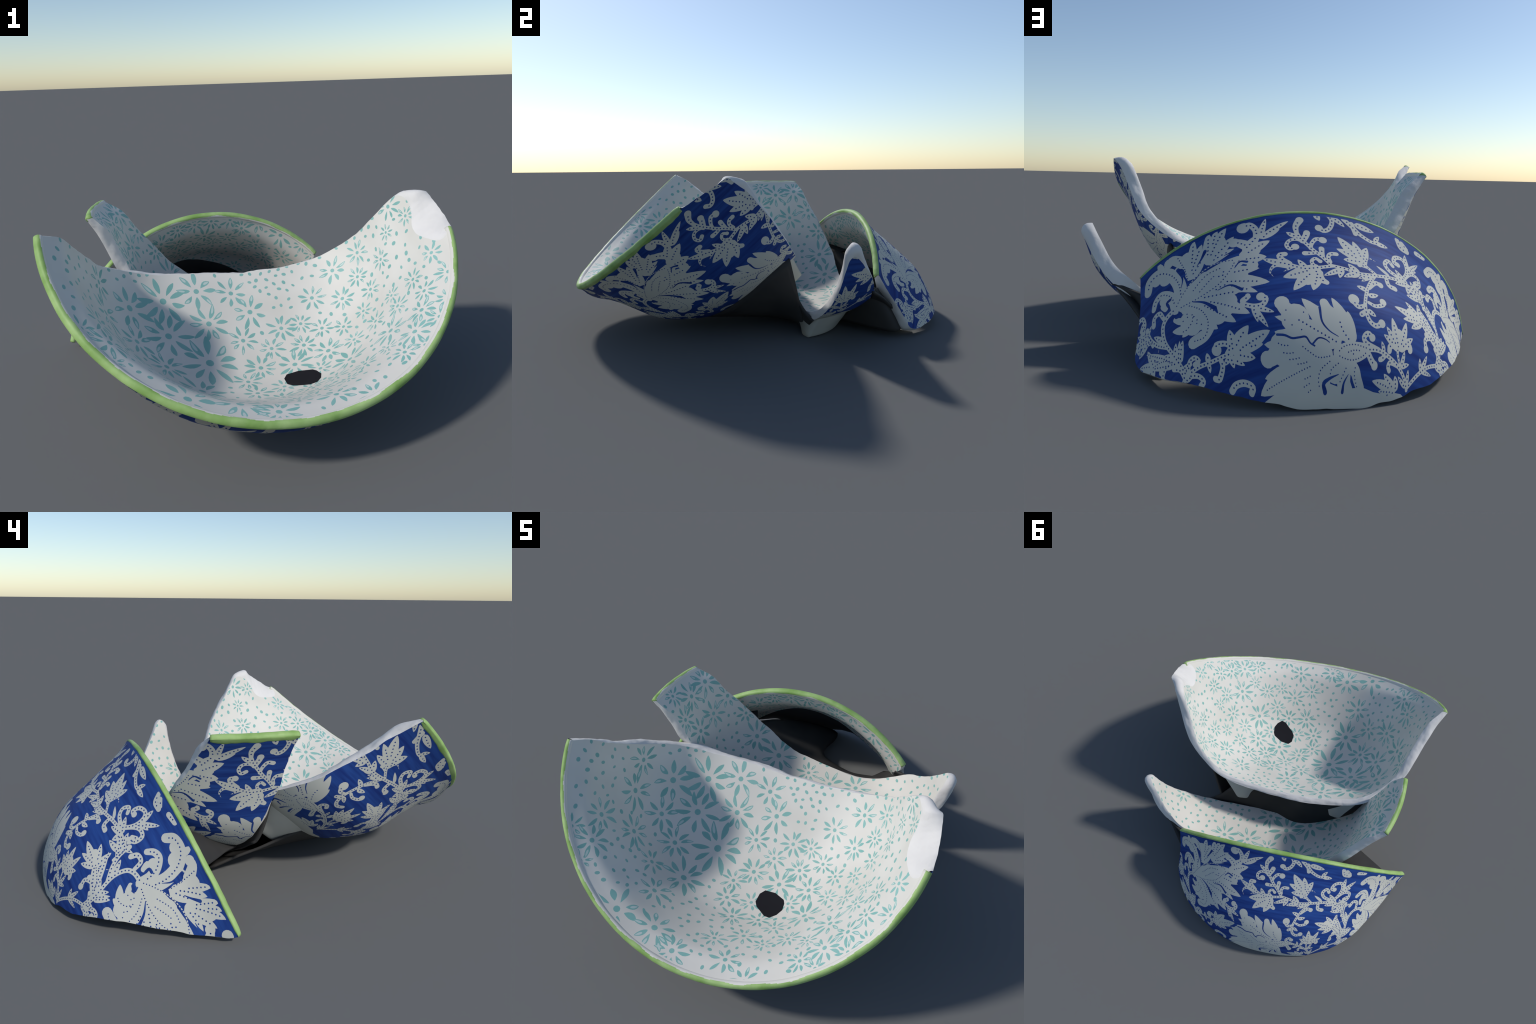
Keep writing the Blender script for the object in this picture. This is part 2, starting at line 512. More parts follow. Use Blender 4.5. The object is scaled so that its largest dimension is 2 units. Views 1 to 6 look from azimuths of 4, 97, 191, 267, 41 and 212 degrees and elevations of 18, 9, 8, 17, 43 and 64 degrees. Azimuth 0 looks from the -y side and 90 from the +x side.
# ------------------------------------------------------------------ printed ornament of the outside
# one repeat of the transfer print, four of them round the bowl; millimetres, x along the rim and y up the wall.
# stroke = tapering stem or curl (spine, width at start and end, bulb at the tip); lobe = pointed leaf lobe (base, tip, width);
# blob = round body of a leaf; slit = blue gap cut into the white
ORNAMENT = [
    ("stroke", [(-172, 945), (-198, 980), (-229, 1015), (-251, 1046), (-270, 1076), (-281, 1105)], 16, 19, 0, 1),
    ("stroke", [(-281, 1105), (-280, 1135), (-263, 1164)], 19, 33, 0, 1),
    ("lobe", [(-279, 1082), (-317, 1111)], 29, 0, 0, 1),
    ("stroke", [(-264, 1063), (-249, 1089), (-244, 1104)], 28, 28, 14, 1),
    ("stroke", [(-264, 1060), (-286, 1072), (-311, 1069), (-325, 1047), (-315, 1027), (-295, 1036)], 14, 20, 15, 1),
    ("stroke", [(-241, 1025), (-232, 1052), (-213, 1074), (-190, 1070)], 16, 22, 16, 1),
    ("stroke", [(-218, 1005), (-242, 1002), (-265, 1002)], 16, 24, 0, 1),
    ("stroke", [(-201, 987), (-201, 1011), (-200, 1026)], 19, 25, 13, 1),
    ("stroke", [(-175, 964), (-180, 987), (-169, 1003), (-147, 1005)], 17, 21, 11, 1),
    ("stroke", [(-168, 945), (-229, 933), (-276, 930), (-309, 942), (-344, 960), (-373, 970)], 16, 22, 0, 1),
    ("lobe", [(-334, 951), (-418, 997)], 40, 0, 0, 1),
    ("stroke", [(-329, 957), (-352, 981), (-357, 1002), (-337, 1004)], 28, 24, 14, 1),
    ("stroke", [(-338, 951), (-379, 957), (-402, 934), (-394, 909)], 33, 0, 0, 1),
    ("stroke", [(-320, 944), (-341, 930), (-354, 925)], 24, 0, 0, 1),
    ("lobe", [(-268, 929), (-295, 973)], 33, 0, 0, 1),
    ("stroke", [(-236, 936), (-246, 961), (-230, 977), (-214, 964)], 17, 16, 9, 1),
    ("lobe", [(-225, 932), (-360, 900)], 70, 0, 0, 1),
    ("lobe", [(-225, 932), (-332, 839)], 70, 0, 0, 1),
    ("lobe", [(-225, 932), (-260, 832)], 66, 0, 0, 1),
    ("stroke", [(-241, 929), (-221, 881), (-204, 867)], 52, 24, 13, 1),
    ("blob", [(-273, 891)], 45, 0, 0, 0),
    ("stroke", [(-171, 947), (-124, 939), (-67, 927), (3, 938), (59, 952), (121, 964)], 16, 19, 0, 1),
    ("lobe", [(-132, 937), (-209, 898)], 33, 0, 0, 1),
    ("lobe", [(-132, 937), (-150, 892)], 34, 0, 0, 1),
    ("lobe", [(-67, 926), (-107, 965)], 38, 0, 0, 1),
    ("lobe", [(-67, 926), (-133, 899)], 35, 0, 0, 1),
    ("lobe", [(-67, 926), (-105, 902)], 28, 0, 0, 1),
    ("lobe", [(-9, 936), (-75, 902)], 26, 0, 0, 1),
    ("lobe", [(-9, 936), (-64, 891)], 26, 0, 0, 1),
    ("lobe", [(-9, 936), (-40, 906)], 24, 0, 0, 1),
    ("lobe", [(-43, 989), (-131, 1094)], 70, 0, 0, 1),
    ("lobe", [(-43, 989), (-73, 1086)], 52, 0, 0, 1),
    ("lobe", [(-43, 989), (-18, 1070)], 52, 0, 0, 1),
    ("lobe", [(-43, 989), (-143, 1033)], 52, 0, 0, 1),
    ("lobe", [(-43, 989), (-122, 984)], 47, 0, 0, 1),
    ("blob", [(-76, 1027)], 40, 0, 0, 0),
    ("stroke", [(-49, 995), (-30, 969), (6, 943)], 16, 14, 0, 1),
    ("stroke", [(-37, 983), (-20, 1016), (13, 1011)], 21, 0, 0, 1),
    ("stroke", [(-31, 967), (-52, 970), (-61, 968)], 17, 19, 9, 1),
    ("lobe", [(70, 959), (13, 990)], 22, 0, 0, 1),
    ("stroke", [(108, 978), (70, 991), (54, 1016), (72, 1041), (91, 1024)], 22, 21, 10, 1),
    ("stroke", [(127, 967), (159, 1021), (163, 1065), (144, 1091), (109, 1078), (100, 1048), (118, 1046)], 17, 24, 13, 1),
    ("lobe", [(172, 1048), (161, 1124)], 36, 0, 0, 1),
    ("lobe", [(172, 1048), (232, 1117)], 31, 0, 0, 1),
    ("lobe", [(172, 1048), (218, 1068)], 31, 0, 0, 1),
    ("stroke", [(127, 964), (180, 1032), (223, 1037), (226, 1000), (196, 980)], 19, 22, 14, 1),
    ("lobe", [(159, 963), (100, 1012)], 38, 0, 0, 1),
    ("lobe", [(159, 963), (92, 938)], 38, 0, 0, 1),
    ("lobe", [(159, 963), (152, 917)], 42, 0, 0, 1),
    ("stroke", [(49, 950), (58, 913), (87, 908)], 21, 26, 14, 1),
    ("stroke", [(126, 961), (175, 957), (227, 946), (236, 888)], 28, 16, 0, 1),
    ("lobe", [(214, 943), (260, 971)], 24, 0, 0, 1),
    ("lobe", [(214, 943), (197, 911)], 24, 0, 0, 1),
    ("stroke", [(3, 939), (-32, 886), (-53, 835), (-65, 787)], 14, 17, 0, 1),
    ("stroke", [(-64, 790), (-63, 760), (-48, 728), (-21, 715), (5, 729)], 17, 24, 16, 1),
    ("lobe", [(-44, 851), (-87, 865)], 30, 0, 0, 1),
    ("stroke", [(-37, 868), (-5, 900), (18, 898)], 21, 24, 13, 1),
    ("lobe", [(-46, 831), (0, 845)], 30, 0, 0, 1),
    ("lobe", [(-46, 831), (-36, 873)], 5, 0, 0, 1),
    ("stroke", [(-69, 782), (-92, 774), (-107, 788), (-109, 802)], 17, 28, 22, 1),
    ("stroke", [(-47, 800), (-19, 792), (15, 806), (17, 819)], 16, 21, 15, 1),
    ("lobe", [(-56, 770), (-20, 750)], 28, 0, 0, 1),
    ("stroke", [(-63, 760), (-82, 747)], 24, 24, 12, 1),
    ("stroke", [(-159, 1194), (-146, 1166), (-158, 1131), (-180, 1117), (-197, 1129)], 19, 24, 15, 1),
    ("lobe", [(-144, 1186), (-100, 1148)], 30, 0, 0, 1),
    ("lobe", [(-204, 1198), (-192, 1164)], 33, 0, 0, 1),
    ("stroke", [(-101, 1185), (-66, 1151), (-38, 1127), (5, 1109), (42, 1114)], 24, 17, 0, 1),
    ("lobe", [(-63, 1173), (18, 1160)], 42, 0, 0, 1),
    ("stroke", [(-73, 1170), (-62, 1137), (-59, 1126)], 24, 22, 11, 1),
    ("lobe", [(19, 1112), (78, 1112)], 33, 0, 0, 1),
    ("lobe", [(19, 1112), (39, 1149)], 28, 0, 0, 1),
    ("stroke", [(122, 1178), (140, 1148), (172, 1147)], 24, 28, 14, 1),
    ("stroke", [(145, 1171), (172, 1160)], 28, 14, 0, 1),
    ("stroke", [(220, 1172), (260, 1180)], 25, 28, 12, 1),
    ("lobe", [(212, 811), (71, 821)], 52, 0, 0, 1),
    ("lobe", [(212, 811), (133, 870)], 42, 0, 0, 1),
    ("lobe", [(212, 811), (202, 893)], 42, 0, 0, 1),
    ("lobe", [(212, 811), (108, 780)], 42, 0, 0, 1),
    ("lobe", [(212, 811), (149, 757)], 42, 0, 0, 1),
    ("blob", [(158, 822)], 35, 0, 0, 0),
    ("stroke", [(195, 816), (249, 802), (286, 780), (300, 747)], 16, 14, 0, 1),
    ("stroke", [(218, 809), (252, 844), (262, 856)], 19, 0, 0, 1),
    ("lobe", [(98, 653), (52, 765)], 52, 0, 0, 1),
    ("lobe", [(98, 653), (121, 769)], 47, 0, 0, 1),
    ("lobe", [(98, 653), (27, 724)], 42, 0, 0, 1),
    ("lobe", [(98, 653), (15, 692)], 42, 0, 0, 1),
    ("lobe", [(98, 653), (159, 720)], 47, 0, 0, 1),
    ("blob", [(86, 702)], 38, 0, 0, 0),
    ("stroke", [(107, 678), (146, 684), (154, 673)], 33, 28, 13, 1),
    ("stroke", [(81, 671), (51, 659), (49, 642)], 28, 26, 12, 1),
    ("stroke", [(91, 681), (92, 644), (113, 606)], 14, 11, 0, 1),
    ("stroke", [(-60, 626), (-6, 632), (53, 620), (110, 598), (153, 570), (184, 539)], 19, 16, 0, 1),
    ("stroke", [(-2, 633), (-57, 646), (-74, 664), (-56, 682), (-37, 670)], 21, 23, 14, 1),
    ("lobe", [(25, 628), (7, 666)], 24, 0, 0, 1),
    ("stroke", [(-54, 618), (-34, 594), (-16, 579)], 26, 31, 16, 1),
    ("stroke", [(31, 624), (18, 608), (8, 604)], 24, 21, 11, 1),
    ("stroke", [(109, 601), (62, 604), (53, 588), (62, 576)], 19, 21, 12, 1),
    ("lobe", [(121, 601), (126, 661)], 28, 0, 0, 1),
    ("lobe", [(121, 601), (161, 624)], 26, 0, 0, 1),
    ("lobe", [(174, 543), (162, 606)], 28, 0, 0, 1),
    ("lobe", [(174, 543), (115, 569)], 24, 0, 0, 1),
    ("lobe", [(124, 516), (-16, 529)], 52, 0, 0, 1),
    ("lobe", [(124, 516), (38, 561)], 47, 0, 0, 1),
    ("lobe", [(124, 516), (98, 567)], 42, 0, 0, 1),
    ("lobe", [(124, 516), (30, 501)], 38, 0, 0, 1),
    ("lobe", [(124, 516), (74, 490)], 42, 0, 0, 1),
    ("blob", [(67, 525)], 35, 0, 0, 0),
    ("stroke", [(180, 545), (218, 602), (266, 651), (322, 685)], 19, 17, 0, 1),
    ("lobe", [(235, 623), (213, 665)], 26, 0, 0, 1),
    ("lobe", [(235, 623), (252, 691)], 31, 0, 0, 1),
    ("lobe", [(235, 623), (304, 635)], 24, 0, 0, 1),
    ("stroke", [(294, 739), (320, 718), (324, 678), (358, 678)], 17, 19, 0, 1),
    ("stroke", [(301, 743), (271, 767), (231, 746), (241, 713)], 16, 24, 15, 1),
    ("lobe", [(311, 722), (364, 816)], 33, 0, 0, 1),
    ("stroke", [(323, 681), (337, 714), (371, 715)], 19, 19, 10, 1),
    ("lobe", [(-175, 632), (-420, 748)], 80, 0, 0, 0),
    ("lobe", [(-175, 632), (-409, 696)], 80, 0, 0, 0),
    ("lobe", [(-175, 632), (-370, 670)], 70, 0, 0, 0),
    ("lobe", [(-175, 632), (-309, 801)], 89, 0, 0, 0),
    ("lobe", [(-175, 632), (-262, 769)], 80, 0, 0, 0),
    ("blob", [(-346, 730)], 70, 0, 0, 0),
    ("stroke", [(-348, 738), (-377, 773), (-384, 794)], 75, 52, 28, 0),
    ("stroke", [(-180, 635), (-269, 680), (-346, 730)], 19, 28, 0, 1),
    ("lobe", [(-126, 638), (-197, 800)], 70, 0, 0, 0),
    ("lobe", [(-126, 638), (-141, 751)], 70, 0, 0, 0),
    ("lobe", [(-126, 638), (-128, 703)], 52, 0, 0, 0),
    ("lobe", [(-126, 638), (-249, 753)], 56, 0, 0, 0),
    ("stroke", [(-190, 723), (-219, 753), (-229, 779)], 61, 38, 19, 0),
    ("blob", [(-187, 715)], 49, 0, 0, 0),
    ("stroke", [(-130, 641), (-164, 681), (-178, 724)], 19, 24, 0, 1),
    ("lobe", [(-148, 653), (-204, 665)], 28, 0, 0, 0),
    ("stroke", [(-190, 606), (-139, 627), (-55, 628), (-105, 592), (-172, 593)], 42, 28, 14, 0),
    ("blob", [(-123, 609)], 35, 0, 0, 0),
    ("lobe", [(-255, 579), (-433, 697)], 113, 0, 0, 0),
    ("lobe", [(-255, 579), (-382, 688)], 103, 0, 0, 0),
    ("lobe", [(-255, 579), (-484, 664)], 103, 0, 0, 0),
    ("blob", [(-408, 633)], 80, 0, 0, 0),
    ("stroke", [(-421, 635), (-470, 614), (-486, 614)], 85, 52, 29, 0),
    ("blob", [(-313, 615)], 66, 0, 0, 0),
    ("blob", [(-253, 598)], 56, 0, 0, 0),
    ("stroke", [(-252, 611), (-275, 639), (-261, 645)], 38, 28, 17, 0),
    ("lobe", [(-284, 567), (-564, 512)], 122, 0, 0, 0),
    ("lobe", [(-284, 567), (-520, 558)], 94, 0, 0, 0),
    ("lobe", [(-284, 567), (-489, 483)], 85, 0, 0, 0),
    ("lobe", [(-284, 567), (-421, 480)], 80, 0, 0, 0),
    ("blob", [(-389, 537)], 70, 0, 0, 0),
    ("blob", [(-288, 534)], 80, 0, 0, 0),
    ("blob", [(-200, 552)], 61, 0, 0, 0),
    ("blob", [(-320, 572)], 70, 0, 0, 0),
    ("stroke", [(-162, 585), (-112, 555), (-92, 524), (-67, 493)], 61, 42, 19, 0),
    ("stroke", [(-248, 552), (-261, 507), (-252, 471)], 80, 75, 33, 0),
    ("stroke", [(-161, 553), (-158, 507), (-135, 471)], 75, 75, 33, 0),
    ("stroke", [(-303, 568), (-411, 544), (-539, 520)], 6, 5, 0, 1),
    ("stroke", [(-343, 639), (-313, 615), (-272, 592), (-213, 596)], 6, 5, 0, 1),
    ("stroke", [(-214, 584), (-267, 553), (-282, 521), (-278, 488)], 6, 5, 0, 1),
    ("stroke", [(-176, 578), (-220, 552), (-225, 526)], 6, 5, 0, 1),
    ("stroke", [(-106, 574), (-109, 536), (-84, 491)], 6, 5, 0, 1),
    ("stroke", [(-145, 568), (-170, 526), (-184, 503)], 6, 5, 0, 1),
    ("stroke", [(-438, 663), (-413, 647), (-381, 641)], 6, 5, 0, 1),
    ("stroke", [(-427, 626), (-395, 617), (-365, 617)], 6, 5, 0, 1),
    ("stroke", [(-409, 598), (-374, 596), (-343, 598)], 6, 5, 0, 1),
    ("stroke", [(-378, 579), (-346, 578), (-314, 583)], 6, 5, 0, 1),
    ("stroke", [(-357, 527), (-332, 531), (-307, 539)], 6, 5, 0, 1),
    ("stroke", [(-366, 500), (-336, 509), (-315, 517)], 6, 5, 0, 1),
    ("stroke", [(-347, 480), (-313, 495)], 6, 5, 0, 1),
    ("stroke", [(-190, 604), (-162, 627), (-117, 637), (-75, 633), (-55, 627), (-77, 602), (-124, 585), (-172, 592), (-190, 603)], 5, 5, 0, 1),
    ("stroke", [(-153, 605), (-121, 617), (-88, 618), (-116, 606), (-144, 603)], 4, 4, 0, 1),
    ("stroke", [(-384, 775), (-365, 752)], 4, 4, 0, 1),
    ("stroke", [(-313, 761), (-311, 747)], 4, 4, 0, 1),
    ("stroke", [(-400, 734), (-371, 724)], 4, 4, 0, 1),
    ("stroke", [(-338, 685), (-319, 690)], 4, 4, 0, 1),
    ("stroke", [(-340, 727), (-317, 714), (-295, 699)], 4, 4, 0, 1),
    ("stroke", [(-374, 708), (-350, 708)], 4, 4, 0, 1),
    ("slit", [(-292, 637), (-266, 655), (-241, 651), (-221, 639)], 8, 4, 0, 0),
    ("slit", [(-426, 685), (-397, 678), (-371, 664), (-342, 663), (-316, 662), (-302, 641), (-283, 629)], 10, 7, 0, 0),
    ("slit", [(-252, 480), (-258, 507), (-230, 523), (-185, 537)], 24, 3, 0, 0),
    ("slit", [(-162, 480), (-158, 510), (-138, 539)], 17, 2, 0, 0),
    ("slit", [(-248, 761), (-245, 711), (-220, 679), (-183, 659)], 12, 3, 0, 0),
    ("stroke", [(-679, 563), (-650, 574), (-612, 569), (-584, 547), (-600, 530)], 28, 28, 17, 1),
    ("lobe", [(-789, 941), (-488, 1040)], 127, 0, 0, 0),
    ("blob", [(-640, 993)], 54, 0, 0, 0),
    ("stroke", [(-781, 949), (-742, 984), (-672, 1029), (-591, 1048), (-513, 1029)], 5, 5, 0, 1),
    ("stroke", [(-768, 941), (-684, 934), (-598, 948), (-545, 987), (-514, 1027)], 5, 5, 0, 1),
    ("stroke", [(-703, 971), (-631, 1014), (-564, 1017)], 4, 4, 0, 1),
    ("stroke", [(-680, 951), (-610, 991), (-593, 992)], 4, 4, 0, 1),
    ("stroke", [(-644, 974), (-609, 975)], 4, 4, 0, 1),
    ("lobe", [(-502, 1025), (-380, 1080)], 70, 0, 0, 1),
    ("lobe", [(-502, 1025), (-403, 1005)], 70, 0, 0, 1),
    ("blob", [(-451, 1052)], 45, 0, 0, 0),
    ("stroke", [(-465, 1036), (-453, 996), (-459, 980)], 47, 33, 22, 1),
    ("stroke", [(-459, 1076), (-489, 1103), (-505, 1110)], 52, 33, 20, 1),
    ("lobe", [(-477, 1062), (-418, 1115)], 52, 0, 0, 1),
    ("stroke", [(-485, 1012), (-520, 1012)], 19, 5, 0, 1),
    ("stroke", [(-747, 967), (-741, 1042), (-761, 1106), (-802, 1146), (-851, 1146), (-876, 1115)], 70, 42, 20, 1),
    ("blob", [(-785, 1110)], 40, 0, 0, 0),
    ("blob", [(-824, 1133)], 33, 0, 0, 0),
    ("lobe", [(-758, 1082), (-729, 1124)], 33, 0, 0, 0),
    ("lobe", [(-791, 1136), (-793, 1192)], 42, 0, 0, 0),
    ("stroke", [(-777, 948), (-785, 1012), (-822, 1054), (-854, 1049), (-873, 1023)], 52, 28, 12, 1),
    ("blob", [(-819, 1024)], 28, 0, 0, 0),
    ("stroke", [(-783, 963), (-797, 1006), (-829, 1006), (-820, 982)], 28, 28, 14, 0),
    ("lobe", [(-702, 1034), (-620, 1108)], 70, 0, 0, 1),
    ("lobe", [(-702, 1034), (-616, 1159)], 70, 0, 0, 1),
    ("lobe", [(-702, 1034), (-639, 1197)], 61, 0, 0, 1),
    ("blob", [(-682, 1122)], 47, 0, 0, 0),
    ("stroke", [(-703, 1126), (-734, 1160), (-755, 1160)], 56, 38, 20, 0),
    ("stroke", [(-702, 1034), (-706, 1097), (-717, 1168)], 5, 5, 0, 1),
    ("lobe", [(-622, 1061), (-500, 1138)], 61, 0, 0, 1),
    ("lobe", [(-622, 1061), (-518, 1191)], 66, 0, 0, 1),
    ("lobe", [(-622, 1061), (-583, 1196)], 61, 0, 0, 1),
    ("lobe", [(-622, 1061), (-508, 1083)], 52, 0, 0, 1),
    ("lobe", [(-622, 1061), (-551, 1197)], 56, 0, 0, 1),
    ("blob", [(-561, 1136)], 40, 0, 0, 0),
    ("lobe", [(-662, 991), (-411, 890)], 99, 0, 0, 1),
    ("lobe", [(-662, 991), (-436, 960)], 80, 0, 0, 1),
    ("lobe", [(-662, 991), (-486, 1005)], 80, 0, 0, 1),
    ("lobe", [(-662, 991), (-461, 859)], 70, 0, 0, 1),
    ("lobe", [(-662, 991), (-502, 876)], 66, 0, 0, 1),
    ("blob", [(-519, 955)], 52, 0, 0, 0),
    ("lobe", [(-746, 949), (-631, 851)], 56, 0, 0, 0),
    ("lobe", [(-701, 938), (-545, 922)], 89, 0, 0, 1),
    ("lobe", [(-701, 938), (-519, 885)], 80, 0, 0, 1),
    ("lobe", [(-701, 938), (-506, 783)], 89, 0, 0, 1),
    ("lobe", [(-701, 938), (-564, 770)], 80, 0, 0, 1),
    ("blob", [(-579, 858)], 52, 0, 0, 0),
    ("stroke", [(-574, 837), (-614, 809), (-626, 806)], 61, 42, 20, 0),
    ("stroke", [(-744, 937), (-687, 884), (-660, 820), (-693, 780), (-747, 775)], 70, 52, 24, 0),
    ("blob", [(-692, 839)], 49, 0, 0, 0),
    ("lobe", [(-689, 851), (-630, 848)], 52, 0, 0, 0),
    ("lobe", [(-689, 851), (-638, 775)], 56, 0, 0, 0),
    ("blob", [(-726, 835)], 47, 0, 0, 0),
    ("blob", [(-750, 877)], 38, 0, 0, 0),
    ("lobe", [(-736, 833), (-819, 871)], 52, 0, 0, 0),
    ("lobe", [(-736, 833), (-784, 822)], 42, 0, 0, 0),
    ("stroke", [(-735, 880), (-773, 887), (-793, 907)], 42, 24, 11, 0),
    ("stroke", [(-731, 933), (-683, 881), (-667, 819), (-695, 772), (-751, 780)], 5, 5, 0, 1),
    ("stroke", [(-739, 911), (-745, 878), (-776, 885)], 4, 4, 0, 1),
    ("stroke", [(-721, 896), (-725, 860), (-759, 838), (-786, 845)], 4, 4, 0, 1),
    ("stroke", [(-703, 864), (-716, 825)], 4, 4, 0, 1),
    ("stroke", [(-691, 835), (-706, 791)], 4, 4, 0, 1),
    ("blob", [(-766, 948)], 21, 0, 0, 0),
    ("slit", [(-705, 932), (-664, 904), (-629, 860)], 4, 19, 0, 0),
    ("slit", [(-629, 860), (-622, 833)], 19, 4, 0, 0),
    ("slit", [(-731, 1110), (-722, 1060), (-736, 1021)], 16, 2, 0, 0),
    ("slit", [(-657, 1078), (-636, 1097), (-613, 1124)], 3, 16, 0, 0),
    ("slit", [(-524, 993), (-500, 1014), (-475, 1004)], 3, 12, 0, 0),
    ("slit", [(-550, 1069), (-526, 1072), (-500, 1082)], 3, 12, 0, 0),
    ("slit", [(-603, 926), (-553, 926), (-515, 890)], 3, 14, 0, 0),
    ("slit", [(-792, 1005), (-809, 1002), (-806, 984)], 14, 14, 0, 0),
    ("slit", [(-785, 916), (-762, 909), (-771, 931)], 19, 6, 0, 0),
    ("stroke", [(-527, 830), (-487, 806), (-452, 804), (-438, 826), (-454, 837)], 21, 26, 17, 1),
    ("lobe", [(-491, 807), (-418, 765)], 31, 0, 0, 1),
    ("lobe", [(-491, 807), (-485, 743)], 28, 0, 0, 1),
    ("lobe", [(-491, 807), (-452, 716)], 31, 0, 0, 1),
    ("stroke", [(-520, 842), (-498, 852), (-500, 855)], 28, 24, 14, 1),
    ("stroke", [(-444, 1071), (-425, 1106), (-421, 1141), (-439, 1170), (-462, 1163)], 28, 28, 23, 1),
    ("lobe", [(-413, 1098), (-303, 1161)], 33, 0, 0, 1),
    ("lobe", [(-413, 1098), (-338, 1128)], 36, 0, 0, 1),
    ("lobe", [(-413, 1098), (-379, 1184)], 33, 0, 0, 1),
    ("stroke", [(-776, 950), (-826, 942), (-856, 916), (-865, 858), (-844, 785), (-833, 738), (-827, 685)], 24, 17, 0, 1),
    ("stroke", [(-840, 949), (-852, 985), (-882, 985), (-894, 958)], 19, 26, 12, 1),
    ("lobe", [(-863, 846), (-908, 917)], 38, 0, 0, 1),
    ("lobe", [(-841, 765), (-817, 818)], 31, 0, 0, 1),
    ("lobe", [(-841, 765), (-891, 813)], 33, 0, 0, 1),
    ("lobe", [(-829, 740), (-785, 809)], 39, 0, 0, 1),
    ("stroke", [(-864, 832), (-906, 876), (-931, 927), (-932, 970)], 17, 24, 11, 1),
    ("stroke", [(-922, 904), (-966, 917), (-979, 903)], 19, 0, 0, 1),
    ("stroke", [(-964, 996), (-941, 1012), (-952, 973)], 19, 19, 11, 1),
    ("lobe", [(-943, 922), (-989, 992)], 38, 0, 0, 1),
    ("lobe", [(-943, 922), (-1012, 955)], 38, 0, 0, 1),
    ("lobe", [(-943, 922), (-1018, 907)], 38, 0, 0, 1),
    ("stroke", [(-826, 686), (-784, 665), (-772, 640), (-793, 631)], 21, 24, 11, 1),
    ("lobe", [(-841, 743), (-919, 836)], 42, 0, 0, 1),
    ("lobe", [(-841, 743), (-972, 886)], 38, 0, 0, 1),
    ("lobe", [(-841, 743), (-974, 818)], 42, 0, 0, 1),
    ("stroke", [(-841, 743), (-885, 773), (-927, 767)], 24, 28, 9, 1),
    ("stroke", [(-831, 687), (-769, 689), (-707, 680), (-651, 677), (-616, 674)], 19, 17, 0, 1),
    ("lobe", [(-612, 672), (-449, 705)], 80, 0, 0, 1),
    ("lobe", [(-612, 672), (-523, 743)], 70, 0, 0, 1),
    ("lobe", [(-612, 672), (-597, 753)], 56, 0, 0, 1),
    ("lobe", [(-612, 672), (-487, 667)], 56, 0, 0, 1),
    ("lobe", [(-612, 672), (-532, 631)], 56, 0, 0, 1),
    ("blob", [(-560, 691)], 45, 0, 0, 0),
    ("stroke", [(-635, 681), (-615, 696), (-630, 715), (-663, 723), (-670, 707)], 19, 28, 20, 1),
    ("stroke", [(-814, 694), (-792, 722), (-764, 725), (-753, 706), (-775, 704)], 19, 21, 12, 1),
    ("lobe", [(-720, 684), (-710, 715)], 31, 0, 0, 1),
    ("lobe", [(-720, 684), (-730, 650)], 24, 0, 0, 1),
    ("stroke", [(-668, 672), (-673, 645), (-705, 617), (-721, 624)], 21, 26, 12, 1),
    ("lobe", [(-628, 667), (-629, 626)], 33, 0, 0, 1),
    ("lobe", [(-628, 667), (-583, 620)], 33, 0, 0, 1),
    ("lobe", [(-628, 667), (-665, 649)], 28, 0, 0, 1),
]

